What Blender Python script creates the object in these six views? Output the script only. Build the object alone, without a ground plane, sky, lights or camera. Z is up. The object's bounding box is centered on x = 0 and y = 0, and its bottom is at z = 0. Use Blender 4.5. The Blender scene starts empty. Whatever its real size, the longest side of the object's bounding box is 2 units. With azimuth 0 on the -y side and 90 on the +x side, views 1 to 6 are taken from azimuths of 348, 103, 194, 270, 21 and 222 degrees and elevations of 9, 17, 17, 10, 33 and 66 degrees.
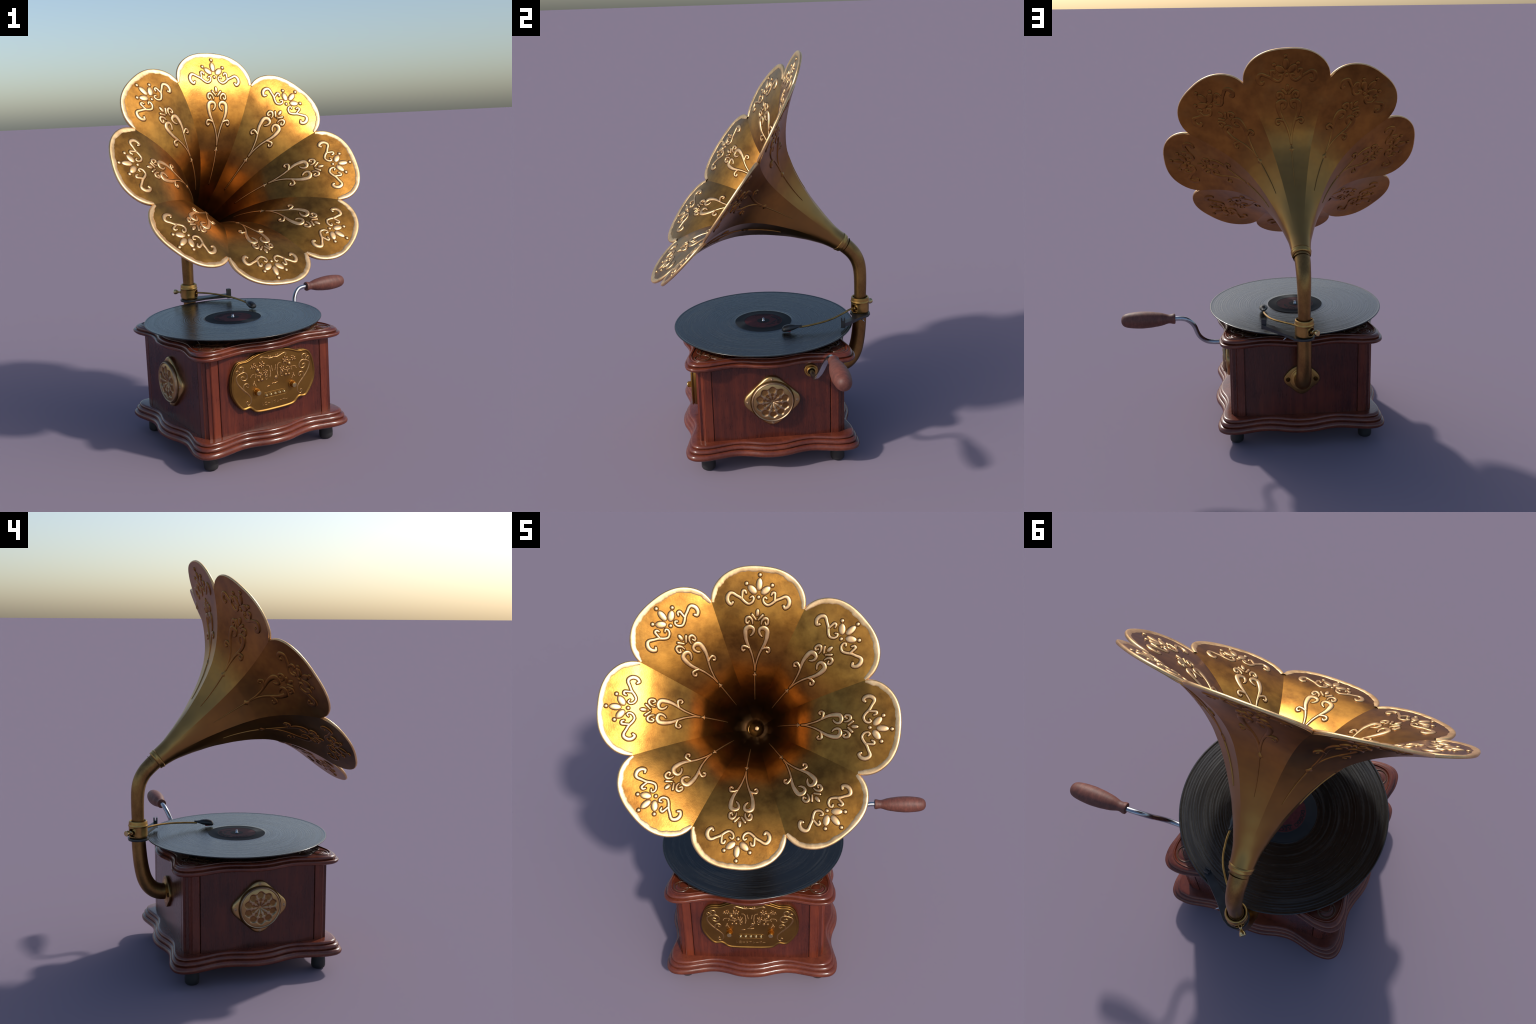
import bpy, bmesh, math, random
from math import sin, cos, tan, pi, radians, sqrt, hypot, atan2
from mathutils import Vector, Matrix, noise

random.seed(7)
COL = bpy.context.scene.collection


# ------------------------------------------------------------------ materials
class NT:
    """small helper for building a node material"""
    def __init__(self, name):
        self.m = bpy.data.materials.new(name)
        self.m.use_nodes = True
        self.t = self.m.node_tree
        self.b = self.t.nodes["Principled BSDF"]

    def n(self, kind, **kw):
        nd = self.t.nodes.new(kind)
        for k, v in kw.items():
            if k in nd.inputs:
                nd.inputs[k].default_value = v
            else:
                setattr(nd, k, v)
        return nd

    def l(self, a, b):
        self.t.links.new(a, b)

    def coords(self, scale=(1, 1, 1)):
        tc = self.n("ShaderNodeTexCoord")
        mp = self.n("ShaderNodeMapping")
        mp.inputs["Scale"].default_value = scale
        self.l(tc.outputs["Object"], mp.inputs["Vector"])
        return mp.outputs["Vector"]

    def noise(self, vec, scale, detail=4.0, rough=0.55):
        nd = self.n("ShaderNodeTexNoise")
        nd.inputs["Scale"].default_value = scale
        nd.inputs["Detail"].default_value = detail
        nd.inputs["Roughness"].default_value = rough
        self.l(vec, nd.inputs["Vector"])
        return nd.outputs["Fac"]

    def ramp(self, fac, stops):
        nd = self.n("ShaderNodeValToRGB")
        el = nd.color_ramp.elements
        while len(el) < len(stops):
            el.new(0.5)
        for e, (p, c) in zip(el, stops):
            e.position = p
            e.color = (*c, 1) if len(c) == 3 else c
        self.l(fac, nd.inputs["Fac"])
        return nd.outputs["Color"]

    def mix(self, fac, a, b, blend="MIX"):
        nd = self.n("ShaderNodeMix")
        nd.data_type = "RGBA"
        nd.blend_type = blend
        for sock, v in ((nd.inputs["Factor"], fac), (nd.inputs["A"], a), (nd.inputs["B"], b)):
            pass
        ins = [i for i in nd.inputs if i.enabled]
        for sock, v in zip(ins, (fac, a, b)):
            if hasattr(v, "is_linked") or hasattr(v, "links"):
                self.l(v, sock)
            else:
                sock.default_value = v if isinstance(v, (int, float)) else (*v, 1)
        return [o for o in nd.outputs if o.enabled][0]

    def math(self, op, a, b=0.0, c=None):
        nd = self.n("ShaderNodeMath")
        nd.operation = op
        for i, v in enumerate((a, b, c)):
            if v is None:
                continue
            if hasattr(v, "links"):
                self.l(v, nd.inputs[i])
            else:
                nd.inputs[i].default_value = v
        return nd.outputs[0]

    def bump(self, h, strength=0.2, dist=0.002):
        nd = self.n("ShaderNodeBump")
        nd.inputs["Strength"].default_value = strength
        nd.inputs["Distance"].default_value = dist
        self.l(h, nd.inputs["Height"])
        self.l(nd.outputs["Normal"], self.b.inputs["Normal"])

    def set(self, **kw):
        names = dict(color="Base Color", rough="Roughness", metal="Metallic", coat="Coat Weight",
                     coat_rough="Coat Roughness", spec="Specular IOR Level")
        for k, v in kw.items():
            s = self.b.inputs[names[k]]
            if hasattr(v, "links"):
                self.l(v, s)
            else:
                s.default_value = v if isinstance(v, (int, float)) else (*v, 1)


def metal(name, light, dark, rough=(0.3, 0.45), scale=9.0, metallic=1.0, bump=0.08, streak=(1, 1, 1)):
    k = NT(name)
    v = k.coords(streak)
    big = k.noise(v, scale, 5, 0.6)
    fine = k.noise(v, scale * 14, 3, 0.6)
    fac = k.math("ADD", k.math("MULTIPLY", big, 0.75), k.math("MULTIPLY", fine, 0.25))
    k.set(color=k.ramp(fac, [(0.36, dark), (0.64, light)]), metal=metallic,
          rough=k.math("MULTIPLY_ADD", fac, rough[1] - rough[0], rough[0]))
    k.bump(fine, bump, 0.002)
    return k.m


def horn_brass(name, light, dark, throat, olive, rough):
    """brass with cloudy patina, tinted near the axis to bake in shade and reflection"""
    k = NT(name)
    tc = k.n("ShaderNodeTexCoord")
    sep = k.n("ShaderNodeSeparateXYZ")
    k.l(tc.outputs["Object"], sep.inputs[0])
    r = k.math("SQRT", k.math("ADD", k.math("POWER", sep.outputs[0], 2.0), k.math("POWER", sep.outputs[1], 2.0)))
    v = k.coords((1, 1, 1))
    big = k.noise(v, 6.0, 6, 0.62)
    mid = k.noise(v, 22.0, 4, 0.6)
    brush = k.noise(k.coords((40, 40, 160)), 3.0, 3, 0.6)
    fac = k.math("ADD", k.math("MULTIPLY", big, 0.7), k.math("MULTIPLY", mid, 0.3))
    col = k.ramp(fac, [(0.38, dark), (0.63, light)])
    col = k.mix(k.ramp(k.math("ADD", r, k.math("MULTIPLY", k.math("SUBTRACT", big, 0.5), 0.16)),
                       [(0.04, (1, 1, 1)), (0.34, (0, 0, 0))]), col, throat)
    col = k.mix(k.ramp(k.noise(v, 4.0, 4), [(0.55, (0, 0, 0)), (0.75, (0.5, 0.5, 0.5))]), col, olive)
    k.set(color=col, metal=1.0, rough=k.math("MULTIPLY_ADD", k.math("ADD", k.math("MULTIPLY", fac, 0.6), k.math("MULTIPLY", brush, 0.4)), rough[1] - rough[0], rough[0]))
    k.bump(k.math("ADD", brush, k.math("MULTIPLY", mid, 0.8)), 0.10, 0.002)
    return k.m


def wood(name, light, dark, stretch=(14, 14, 1.2), rough=(0.20, 0.36), coat=0.12):
    """polished mahogany: streaky grain, cloudy darker patches and small dark pores"""
    k = NT(name)
    v = k.coords(stretch)
    grain = k.noise(v, 3.2, 8, 0.66)
    fine = k.noise(v, 16.0, 4, 0.7)
    patch = k.noise(k.coords(), 4.5, 5, 0.62)
    pores = k.noise(k.coords(tuple(2.2 * c for c in stretch)), 9.0, 2, 0.5)
    fac = k.math("ADD", k.math("ADD", k.math("MULTIPLY", grain, 0.42), k.math("MULTIPLY", fine, 0.18)),
                 k.math("MULTIPLY", patch, 0.40))
    mid = tuple(a * 0.45 + b * 0.55 for a, b in zip(light, dark))
    col = k.ramp(fac, [(0.36, dark), (0.50, mid), (0.62, light)])
    col = k.mix(k.ramp(pores, [(0.62, (0, 0, 0)), (0.74, (0.3, 0.3, 0.3))]), col, tuple(c * 0.6 for c in dark))
    rg = k.math("ADD", k.math("MULTIPLY", fine, 0.5), k.math("MULTIPLY", patch, 0.5))
    k.set(color=col, rough=k.math("MULTIPLY_ADD", rg, rough[1] - rough[0], rough[0]), coat=coat, coat_rough=0.18, spec=0.5)
    k.bump(k.math("ADD", grain, k.math("MULTIPLY", fine, 0.7)), 0.16, 0.0016)
    return k.m


def vinyl():
    k = NT("vinyl")
    tc = k.n("ShaderNodeTexCoord")
    sep = k.n("ShaderNodeSeparateXYZ")
    k.l(tc.outputs["Object"], sep.inputs[0])
    r = k.math("SQRT", k.math("ADD", k.math("POWER", sep.outputs[0], 2.0), k.math("POWER", sep.outputs[1], 2.0)))
    cx = k.n("ShaderNodeCombineXYZ")
    k.l(r, cx.inputs[0])
    bands = k.noise(cx.outputs[0], 46.0, 6, 0.8)
    grooves = k.noise(cx.outputs[0], 420.0, 2, 0.6)
    dust = k.noise(k.coords(), 30.0, 6, 0.7)
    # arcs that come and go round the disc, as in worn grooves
    arc = k.n("ShaderNodeCombineXYZ")
    k.l(k.math("MULTIPLY", r, 90.0), arc.inputs[0])
    k.l(k.math("MULTIPLY", sep.outputs[0], 3.0), arc.inputs[1])
    k.l(k.math("MULTIPLY", sep.outputs[1], 3.0), arc.inputs[2])
    worn = k.noise(arc.outputs[0], 1.0, 4, 0.65)
    fac = k.math("ADD", k.math("MULTIPLY", bands, 0.5), k.math("MULTIPLY", worn, 0.5))
    col = k.ramp(fac, [(0.40, (0.003, 0.0026, 0.0022)), (0.52, (0.007, 0.0064, 0.0056)), (0.60, (0.020, 0.019, 0.017)), (0.70, (0.060, 0.057, 0.052))])
    rg = k.math("MULTIPLY_ADD", fac, 0.42, 0.03)
    k.set(color=col, rough=k.math("ADD", rg, k.math("MULTIPLY", dust, 0.04)), spec=0.70)
    k.bump(k.math("ADD", k.math("MULTIPLY", grooves, 0.5), k.math("MULTIPLY", worn, 1.8)), 0.24, 0.0018)
    return k.m


def plain(name, color, rough=0.5, metal_=0.0, var=0.25, scale=30.0, spec=0.5):
    k = NT(name)
    f = k.noise(k.coords(), scale, 4)
    k.set(color=k.ramp(f, [(0.3, tuple(c * (1 - var) for c in color)), (0.7, tuple(min(1, c * (1 + var)) for c in color))]),
          rough=k.math("MULTIPLY_ADD", f, 0.12, rough - 0.06), metal=metal_, spec=spec)
    k.bump(f, 0.05, 0.001)
    return k.m


M = {}
M["inner"] = horn_brass("brass_inside", (0.48, 0.224, 0.043), (0.205, 0.088, 0.019), (0.135, 0.070, 0.030), (0.20, 0.115, 0.030), (0.24, 0.38))  # third colour is darkened brown for the self-shadowed throat
M["outer"] = horn_brass("brass_outside", (0.40, 0.175, 0.040), (0.22, 0.093, 0.025), (0.34, 0.19, 0.062), (0.27, 0.175, 0.06), (0.28, 0.40))  # olive third colour paints the sky's reflection near the neck
M["rim"] = metal("worn_pale_rim", (0.88, 0.60, 0.32), (0.68, 0.43, 0.20), (0.36, 0.5), 22, 1.0, 0.2)
M["orn"] = metal("polished_ornament", (0.76, 0.50, 0.26), (0.58, 0.35, 0.155), (0.34, 0.48), 30, 1.0, 0.1)
M["patina"] = metal("dark_brown_brass", (0.10, 0.044, 0.010), (0.05, 0.023, 0.006), (0.45, 0.6), 40, 1.0, 0.1)
M["tube"] = metal("aged_tube_brass", (0.37, 0.21, 0.07), (0.21, 0.11, 0.04), (0.3, 0.46), 14, 1.0, 0.12, (1, 1, 0.6))
M["plate"] = metal("front_plate_brass", (0.265, 0.138, 0.036), (0.200, 0.100, 0.027), (0.38, 0.48), 10, 1.0, 0.04)
M["plate_relief"] = metal("plate_relief_brass", (0.42, 0.245, 0.105), (0.32, 0.175, 0.068), (0.34, 0.46), 40, 1.0, 0.05)
M["knob"] = metal("knurled_brass", (0.48, 0.235, 0.045), (0.24, 0.105, 0.022), (0.22, 0.4), 60, 1.0, 0.1)
M["knob_cap"] = metal("knob_cap_brass", (0.66, 0.52, 0.27), (0.5, 0.37, 0.17), (0.2, 0.3), 40, 1.0, 0.05)
M["med"] = metal("medallion_brass", (0.50, 0.325, 0.145), (0.36, 0.22, 0.09), (0.28, 0.42), 16, 1.0, 0.08)
M["med_ridge"] = metal("medallion_worn_ridge", (0.45, 0.31, 0.195), (0.34, 0.225, 0.135), (0.40, 0.52), 40, 1.0, 0.08)
M["med_cell"] = metal("medallion_cell_bronze", (0.30, 0.155, 0.058), (0.215, 0.105, 0.040), (0.42, 0.55), 40, 1.0, 0.08)
M["collar"] = metal("collar_brass", (0.50, 0.31, 0.10), (0.36, 0.20, 0.06), (0.26, 0.4), 25, 1.0, 0.1)
M["wood"] = wood("mahogany_panel", (0.112, 0.0205, 0.0088), (0.030, 0.0056, 0.0038))
M["trim"] = wood("mahogany_moulding", (0.165, 0.037, 0.0165), (0.068, 0.0125, 0.0068), (5, 5, 9), (0.17, 0.30))
M["top"] = wood("mahogany_top", (0.125, 0.0245, 0.0085), (0.055, 0.0095, 0.0042), (4, 10, 4))
M["pilaster"] = wood("mahogany_pilaster", (0.165, 0.031, 0.011), (0.070, 0.012, 0.006), (22, 22, 1.0))
M["inlay"] = plain("carved_inlay_line", (0.075, 0.030, 0.012), 0.30, 0.0, 0.35, 40)
M["handle"] = wood("worn_handle_wood", (0.215, 0.068, 0.046), (0.058, 0.0165, 0.0125), (9, 9, 22), (0.5, 0.65), 0.0)
M["steel"] = metal("bright_steel", (0.46, 0.48, 0.52), (0.30, 0.31, 0.35), (0.18, 0.30), 20, 1.0, 0.04)
M["rubber"] = plain("black_rubber", (0.017, 0.017, 0.018), 0.5)
M["black"] = plain("black_painted_metal", (0.020, 0.023, 0.026), 0.36, 0.0, 0.4)
M["red"] = plain("red_cartridge", (0.28, 0.012, 0.010), 0.4)
M["vinyl"] = vinyl()
M["deadwax"] = plain("label_surround", (0.014, 0.016, 0.019), 0.72, 0.0, 0.15, 12, 0.22)
M["label"] = plain("red_paper_label", (0.066, 0.010, 0.013), 0.70, 0.0, 0.45, 55, 0.22)
M["ink"] = plain("black_label_print", (0.010, 0.009, 0.012), 0.70, 0.0, 0.25, 30, 0.2)
M["edge"] = plain("record_edge_lip", (0.05, 0.055, 0.06), 0.35)


# ------------------------------------------------------------------ mesh tools
def add(name, verts, faces, mat, parent=None, matrix=None, smooth=True, angle=None, mats=None, fmat=None):
    me = bpy.data.meshes.new(name)
    me.from_pydata([tuple(v) for v in verts], [], faces)
    bm = bmesh.new()
    bm.from_mesh(me)
    bmesh.ops.remove_doubles(bm, verts=bm.verts, dist=1e-6)
    if fmat is None:
        bmesh.ops.recalc_face_normals(bm, faces=bm.faces)
    bm.to_mesh(me)
    bm.free()
    for m_ in (mats or [mat]):
        me.materials.append(m_)
    if smooth:
        me.shade_smooth()
        if angle is not None:
            me.set_sharp_from_angle(angle=radians(angle))
    return put(name, me, parent, matrix)


def put(name, me, parent=None, matrix=None):
    ob = bpy.data.objects.new(name, me)
    COL.objects.link(ob)
    if parent:
        ob.parent = parent
    if matrix is not None:
        ob.matrix_local = matrix
    return ob


def spline(pts, n=8, closed=False):
    """Catmull-Rom through the points, n steps per span"""
    P = [Vector(p) for p in pts]
    out = []
    m = len(P)
    spans = m if closed else m - 1
    for i in range(spans):
        if closed:
            a, b, c, d = P[(i - 1) % m], P[i], P[(i + 1) % m], P[(i + 2) % m]
        else:
            a = P[i - 1] if i > 0 else P[0] * 2 - P[1]
            b, c = P[i], P[i + 1]
            d = P[i + 2] if i + 2 < m else P[-1] * 2 - P[-2]
        for k in range(n):
            t = k / n
            out.append(0.5 * ((2 * b) + (c - a) * t + (2 * a - 5 * b + 4 * c - d) * t * t + (3 * b - a - 3 * c + d) * t ** 3))
    if not closed:
        out.append(P[-1].copy())
    return out


def lerp_table(tab, x):
    if x <= tab[0][0]:
        return tab[0][1]
    for (a, fa), (b, fb) in zip(tab, tab[1:]):
        if x <= b:
            return fa + (fb - fa) * (x - a) / (b - a)
    return tab[-1][1]


class Geo:
    """collects vertices and faces"""
    def __init__(self):
        self.v, self.f, self.fm = [], [], []

    def grid(self, rows, closed=False, mat=0):
        o = len(self.v)
        w = len(rows[0])
        for r in rows:
            self.v.extend(r)
        for i in range(len(rows) - 1):
            for j in range(w if closed else w - 1):
                k = (j + 1) % w
                self.f.append((o + i * w + j, o + i * w + k, o + (i + 1) * w + k, o + (i + 1) * w + j))
                self.fm.append(mat)
        return o, w

    def fan(self, ring, mat=0):
        o = len(self.v)
        self.v.extend(ring)
        self.f.append(tuple(range(o, o + len(ring))))
        self.fm.append(mat)

    def lathe(self, prof, n=48, frame=None, caps=True):
        """prof: (radius, height); frame maps local z axis"""
        fr = frame or Matrix.Identity(4)
        rows = [[fr @ Vector((r * cos(2 * pi * j / n), r * sin(2 * pi * j / n), z)) for j in range(n)] for r, z in prof]
        self.grid(rows, closed=True)
        if caps:
            if prof[0][0] > 1e-5:
                self.fan(rows[0][::-1])
            if prof[-1][0] > 1e-5:
                self.fan(rows[-1])

    def tube(self, path, radii, n=24, caps=True, squash=1.0):
        P = [Vector(p) for p in path]
        T = []
        for i in range(len(P)):
            a, b = P[max(i - 1, 0)], P[min(i + 1, len(P) - 1)]
            T.append((b - a).normalized())
        nrm = T[0].orthogonal().normalized()
        rows = []
        for i, (p, t) in enumerate(zip(P, T)):
            nrm = (nrm - t * nrm.dot(t)).normalized()
            bi = t.cross(nrm)
            r = radii[i] if hasattr(radii, "__len__") else radii
            rows.append([p + (nrm * cos(2 * pi * j / n) + bi * sin(2 * pi * j / n) * squash) * r for j in range(n)])
        self.grid(rows, closed=True)
        if caps:
            self.fan(rows[0][::-1])
            self.fan(rows[-1])

    def ribbon(self, mapf, pts, widths, height, n=6, sec=7, base=-0.0006, power=2.0):
        """raised moulding along a 2D curve; half widths and height taper at the ends"""
        c = spline([(p[0], p[1], w) for p, w in zip(pts, widths)], n)
        # rounded ends
        def tang(i):
            a, b = c[max(i - 1, 0)], c[min(i + 1, len(c) - 1)]
            d = Vector((b.x - a.x, b.y - a.y))
            return d.normalized() if d.length > 1e-9 else Vector((1, 0))
        seq = []
        t0, t1 = tang(0), tang(len(c) - 1)
        for q in (0.0, 0.5, 0.8):
            seq.append((c[0].x - t0.x * c[0].z * (1 - q), c[0].y - t0.y * c[0].z * (1 - q), c[0].z * max(0.02, sqrt(1 - (1 - q) ** 2)), t0))
        for i in range(len(c)):
            seq.append((c[i].x, c[i].y, c[i].z, tang(i)))
        for q in (0.2, 0.5, 1.0):
            seq.append((c[-1].x + t1.x * c[-1].z * q, c[-1].y + t1.y * c[-1].z * q, c[-1].z * max(0.02, sqrt(1 - q * q)), t1))
        wmax = max(widths)
        rows = []
        for x, y, w, t in seq:
            nx, ny = -t.y, t.x
            hh = height * min(1.0, 0.35 + 0.65 * w / wmax)
            if w < 0.1 * wmax and w < 0.0008:
                hh *= 0.3
            row = []
            for j in range(sec):
                s = -1 + 2 * j / (sec - 1)
                row.append(mapf(x + nx * w * s, y + ny * w * s, base + (hh - base) * (1 - abs(s) ** power) ** (1 / power)))
            rows.append(row)
        self.grid(rows)

    def blob(self, mapf, x, y, rx, ry, ang, height, n=18, m=5, base=-0.0006):
        """raised oval boss"""
        ca, sa = cos(ang), sin(ang)
        rows = []
        for i in range(m + 1):
            q = i / m
            rr, h = cos(q * pi / 2) ** 0.8, sin(q * pi / 2) ** 0.7
            row = []
            for j in range(n):
                u, v = rx * rr * cos(2 * pi * j / n), ry * rr * sin(2 * pi * j / n)
                row.append(mapf(x + u * ca - v * sa, y + u * sa + v * ca, base + (height - base) * h))
            rows.append(row)
        self.grid(rows, closed=True)

    def flat(self, mapf, pts, widths, h, n=6):
        c = spline([(p[0], p[1], w) for p, w in zip(pts, widths)], n)
        rows = []
        N = len(c)
        for i in range(-1, N + 1):
            k = min(max(i, 0), N - 1)
            a, b = c[max(k - 1, 0)], c[min(k + 1, N - 1)]
            t = Vector((b.x - a.x, b.y - a.y)).normalized()
            e = -1 if i < 0 else (1 if i >= N else 0)
            x, y, w = c[k].x + t.x * c[k].z * e, c[k].y + t.y * c[k].z * e, c[k].z * (0.55 if e else 1)
            rows.append([mapf(x - t.y * w * s, y + t.x * w * s, h * (0 if abs(s) == 1 else 1) - (0.0004 if abs(s) == 1 else 0)) for s in (-1, -0.8, 0, 0.8, 1)])
        self.grid(rows)

    def box(self, c, s, frame=None):
        fr = frame or Matrix.Identity(4)
        o = len(self.v)
        for dx in (-1, 1):
            for dy in (-1, 1):
                for dz in (-1, 1):
                    self.v.append(fr @ Vector((c[0] + dx * s[0], c[1] + dy * s[1], c[2] + dz * s[2])))
        for f in ((0, 1, 3, 2), (4, 6, 7, 5), (0, 4, 5, 1), (2, 3, 7, 6), (0, 2, 6, 4), (1, 5, 7, 3)):
            self.f.append(tuple(o + i for i in f))
            self.fm.append(0)

    def prism(self, poly, z0, z1, bevel=0.0):
        """poly: list of (x, y)"""
        cx = sum(p[0] for p in poly) / len(poly)
        cy = sum(p[1] for p in poly) / len(poly)
        def ring(z, k):
            return [Vector((cx + (x - cx) * k, cy + (y - cy) * k, z)) for x, y in poly]
        rows = [ring(z0, 1 - bevel), ring(z0 + (z1 - z0) * 0.2, 1), ring(z1 - (z1 - z0) * 0.2, 1), ring(z1, 1 - bevel)]
        self.grid(rows, closed=True)
        self.fan(rows[0][::-1])
        self.fan(rows[-1])

    def make(self, name, mat, parent=None, matrix=None, angle=None, mats=None):
        ob = add(name, self.v, self.f, mat, parent, matrix, True, angle, mats)
        return ob


def frame(origin, z, x=None):
    z = Vector(z).normalized()
    x = Vector(x) if x is not None else z.orthogonal()
    x = (x - z * x.dot(z)).normalized()
    y = z.cross(x)
    m = Matrix((x, y, z)).transposed().to_4x4()
    m.translation = Vector(origin)
    return m


# ------------------------------------------------------------------ the thing
root = bpy.data.objects.new("gramophone", None)
COL.objects.link(root)
root.location = (-0.0938, 0.0106, 0)
root.rotation_euler = (0, 0, radians(18))
root["label"] = "antique brass flower-horn gramophone on a carved mahogany box"
root["category"] = "gramophone"

# ------------------------------------------------------------------ wooden case
# serpentine outline of one half side: (along the side, out from the centre)
WAVE = [(0.0, 0.440), (0.06, 0.434), (0.12, 0.416), (0.16, 0.4075), (0.19, 0.4055), (0.225, 0.409), (0.28, 0.421),
        (0.325, 0.430), (0.365, 0.430), (0.398, 0.4215)]


def serpentine():
    side = [(-s, -d) for s, d in WAVE[::-1]] + [(s, -d) for s, d in WAVE[1:]]
    ctrl = []
    for q in range(4):
        ca, sa = cos(q * pi / 2), sin(q * pi / 2)
        for x, y in side:
            ctrl.append((x * ca - y * sa, x * sa + y * ca, 0))
    return spline(ctrl, 5, closed=True)


PLAN = serpentine()


def moulding(name, profile, mat, caps=(True, True), angle=50):
    """profile: (scale of the serpentine outline, z)"""
    g = Geo()
    rows = [[Vector((p.x * k, p.y * k, z)) for p in PLAN] for k, z in profile]
    g.grid(rows, closed=True)
    if caps[0]:
        g.fan(rows[0][::-1])
    if caps[1]:
        g.fan(rows[-1])
    return g.make(name, mat, root, angle=angle)


# base: three rolled steps
BASE = [(0.80, 0.088), (0.968, 0.085), (0.988, 0.087), (0.999, 0.092), (1.002, 0.099), (0.999, 0.106), (0.990, 0.1125), (0.978, 0.1165),
        (0.966, 0.1175), (0.961, 0.1185), (0.964, 0.1205), (0.972, 0.1220), (0.9745, 0.1255), (0.972, 0.1310), (0.964, 0.1365), (0.952, 0.1400),
        (0.941, 0.1408), (0.937, 0.1417), (0.940, 0.1435), (0.946, 0.1455), (0.9455, 0.1495), (0.940, 0.1540), (0.930, 0.1572), (0.918, 0.158), (0.80, 0.158)]
moulding("base_moulding", [(k * 1.006, z) for k, z in BASE], M["trim"], angle=60)

LID = [(0.80, 0.551), (0.925, 0.5485), (0.944, 0.550), (0.956, 0.5550), (0.961, 0.5615), (0.9605, 0.5665), (0.953, 0.5695), (0.940, 0.5705),
       (0.927, 0.5705), (0.923, 0.5715), (0.926, 0.5735), (0.9345, 0.5755), (0.936, 0.5790), (0.931, 0.5840), (0.921, 0.5880), (0.908, 0.5902), (0.896, 0.5906), (0.890, 0.5902), (0.8895, 0.5920),
       (0.887, 0.5940), (0.881, 0.5942), (0.876, 0.5915), (0.873, 0.590), (0.87, 0.5898)]
moulding("lid_moulding", LID, M["trim"], caps=(True, False), angle=60)
g = Geo()
rows = [[Vector((p.x * k, p.y * k, 0.590)) for p in PLAN] for k in (0.8705, 0.6, 0.3)]
g.grid(rows, closed=True)
g.fan(rows[-1])
g.make("lid_top", M["top"], root)

# body: four recessed panels between fluted corner pilasters
HX, HY, CH = 0.3640, 0.3640, 0.034
HP = HX
Z0, Z1 = 0.150, 0.556
GRV, GW = 0.288, 0.0032      # groove between panel and corner post
for q in range(4):
    rot = Matrix.Rotation(q * pi / 2, 4, "Z")
    hf, hs = (HY, HX) if q % 2 == 0 else (HX, HY)
    g = Geo()
    prof = [(-GRV, -0.34), (-GRV, -hf + 0.002), (-GRV + 0.002, -hf), (GRV - 0.002, -hf), (GRV, -hf + 0.002), (GRV, -0.34)]
    rows = [[rot @ Vector((x, y, z)) for x, y in prof] for z in (Z0, Z1)]
    g.grid(rows)
    g.make("body_panel", M["wood"], root, angle=30)
    # corner post: strip, fluted chamfer, strip
    g = Geo()
    e = GRV + GW
    prof = [(e, -0.342), (e, -hf + 0.002), (e + 0.002, -hf), (hs - CH - 0.003, -hf), (hs - CH - 0.001, -hf + 0.002)]
    a0, a1 = Vector((hs - CH, -hf + 0.0008)), Vector((hs - 0.0008, -hf + CH))
    nrm = Vector((1, -1)).normalized()
    flute = 3
    for i in range(flute):
        for j in range(9):
            u = (i + (j + 0.5) / 9) / flute
            p = a0.lerp(a1, u) + nrm * 0.0028 * (0.35 - sin(pi * (j + 0.5) / 9) ** 0.8)
            prof.append((p.x, p.y))
    prof += [(hs - 0.002, -hf + CH + 0.001), (hs, -hf + CH + 0.003), (hs, -e - 0.002), (hs - 0.002, -e), (0.342, -e)]
    rows = [[rot @ Vector((x, y, z)) for x, y in prof] for z in (Z0, Z1)]
    g.grid(rows)
    g.make("fluted_pilaster", M["pilaster"], root, angle=35)
g = Geo()
g.box((0, 0, 0.353), (0.350, 0.355, 0.2))
g.make("body_core", M["wood"], root, angle=30)

# feet
foot_prof = [(0.001, 0.0), (0.026, 0.0), (0.0325, 0.004), (0.0355, 0.012), (0.0358, 0.03), (0.0345, 0.05), (0.0345, 0.088)]
g = Geo()
g.lathe(foot_prof, 32)
foot = g.make("foot", M["rubber"], root, Matrix.Translation((-0.338, -0.326, 0)), angle=50)
for sx, sy in ((1, -1), (1, 1), (-1, 1)):
    put("foot", foot.data, root, Matrix.Translation((0.338 * sx, 0.326 * sy, 0)))


# carved work on the lid: corner roundels and scrolls beside them
def on_lid(x, y, h):
    return Vector((x, y, 0.590 + h))


g = Geo()
circ = lambda cx, cy, r, n=24: [(cx + r * cos(2 * pi * i / n), cy + r * sin(2 * pi * i / n)) for i in range(n + 1)]
c0 = (-0.328, -0.328)
g.ribbon(on_lid, circ(*c0, 0.036), [0.0035] * 25, 0.003, n=2, sec=5)
ring_ob = g.make("corner_roundel", M["inlay"], root)
g = Geo()
g.blob(on_lid, 0, 0, 0.029, 0.029, 0, 0.002, 24, 4)
boss = g.make("corner_boss", M["trim"], root, Matrix.Translation((c0[0], c0[1], 0)))
g = Geo()
sc = [(-0.335, -0.285), (-0.350, -0.262), (-0.348, -0.235), (-0.325, -0.222), (-0.300, -0.235), (-0.288, -0.262), (-0.262, -0.278), (-0.235, -0.268), (-0.232, -0.245), (-0.250, -0.236)]
g.ribbon(on_lid, sc, [0.002, 0.003, 0.0032, 0.0034, 0.0034, 0.0034, 0.0034, 0.003, 0.0025, 0.002], 0.003, sec=5)
sc2 = [(y, x) for x, y in sc]
g.ribbon(on_lid, sc2, [0.002, 0.003, 0.0032, 0.0034, 0.0034, 0.0034, 0.0034, 0.003, 0.0025, 0.002], 0.003, sec=5)
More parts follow.
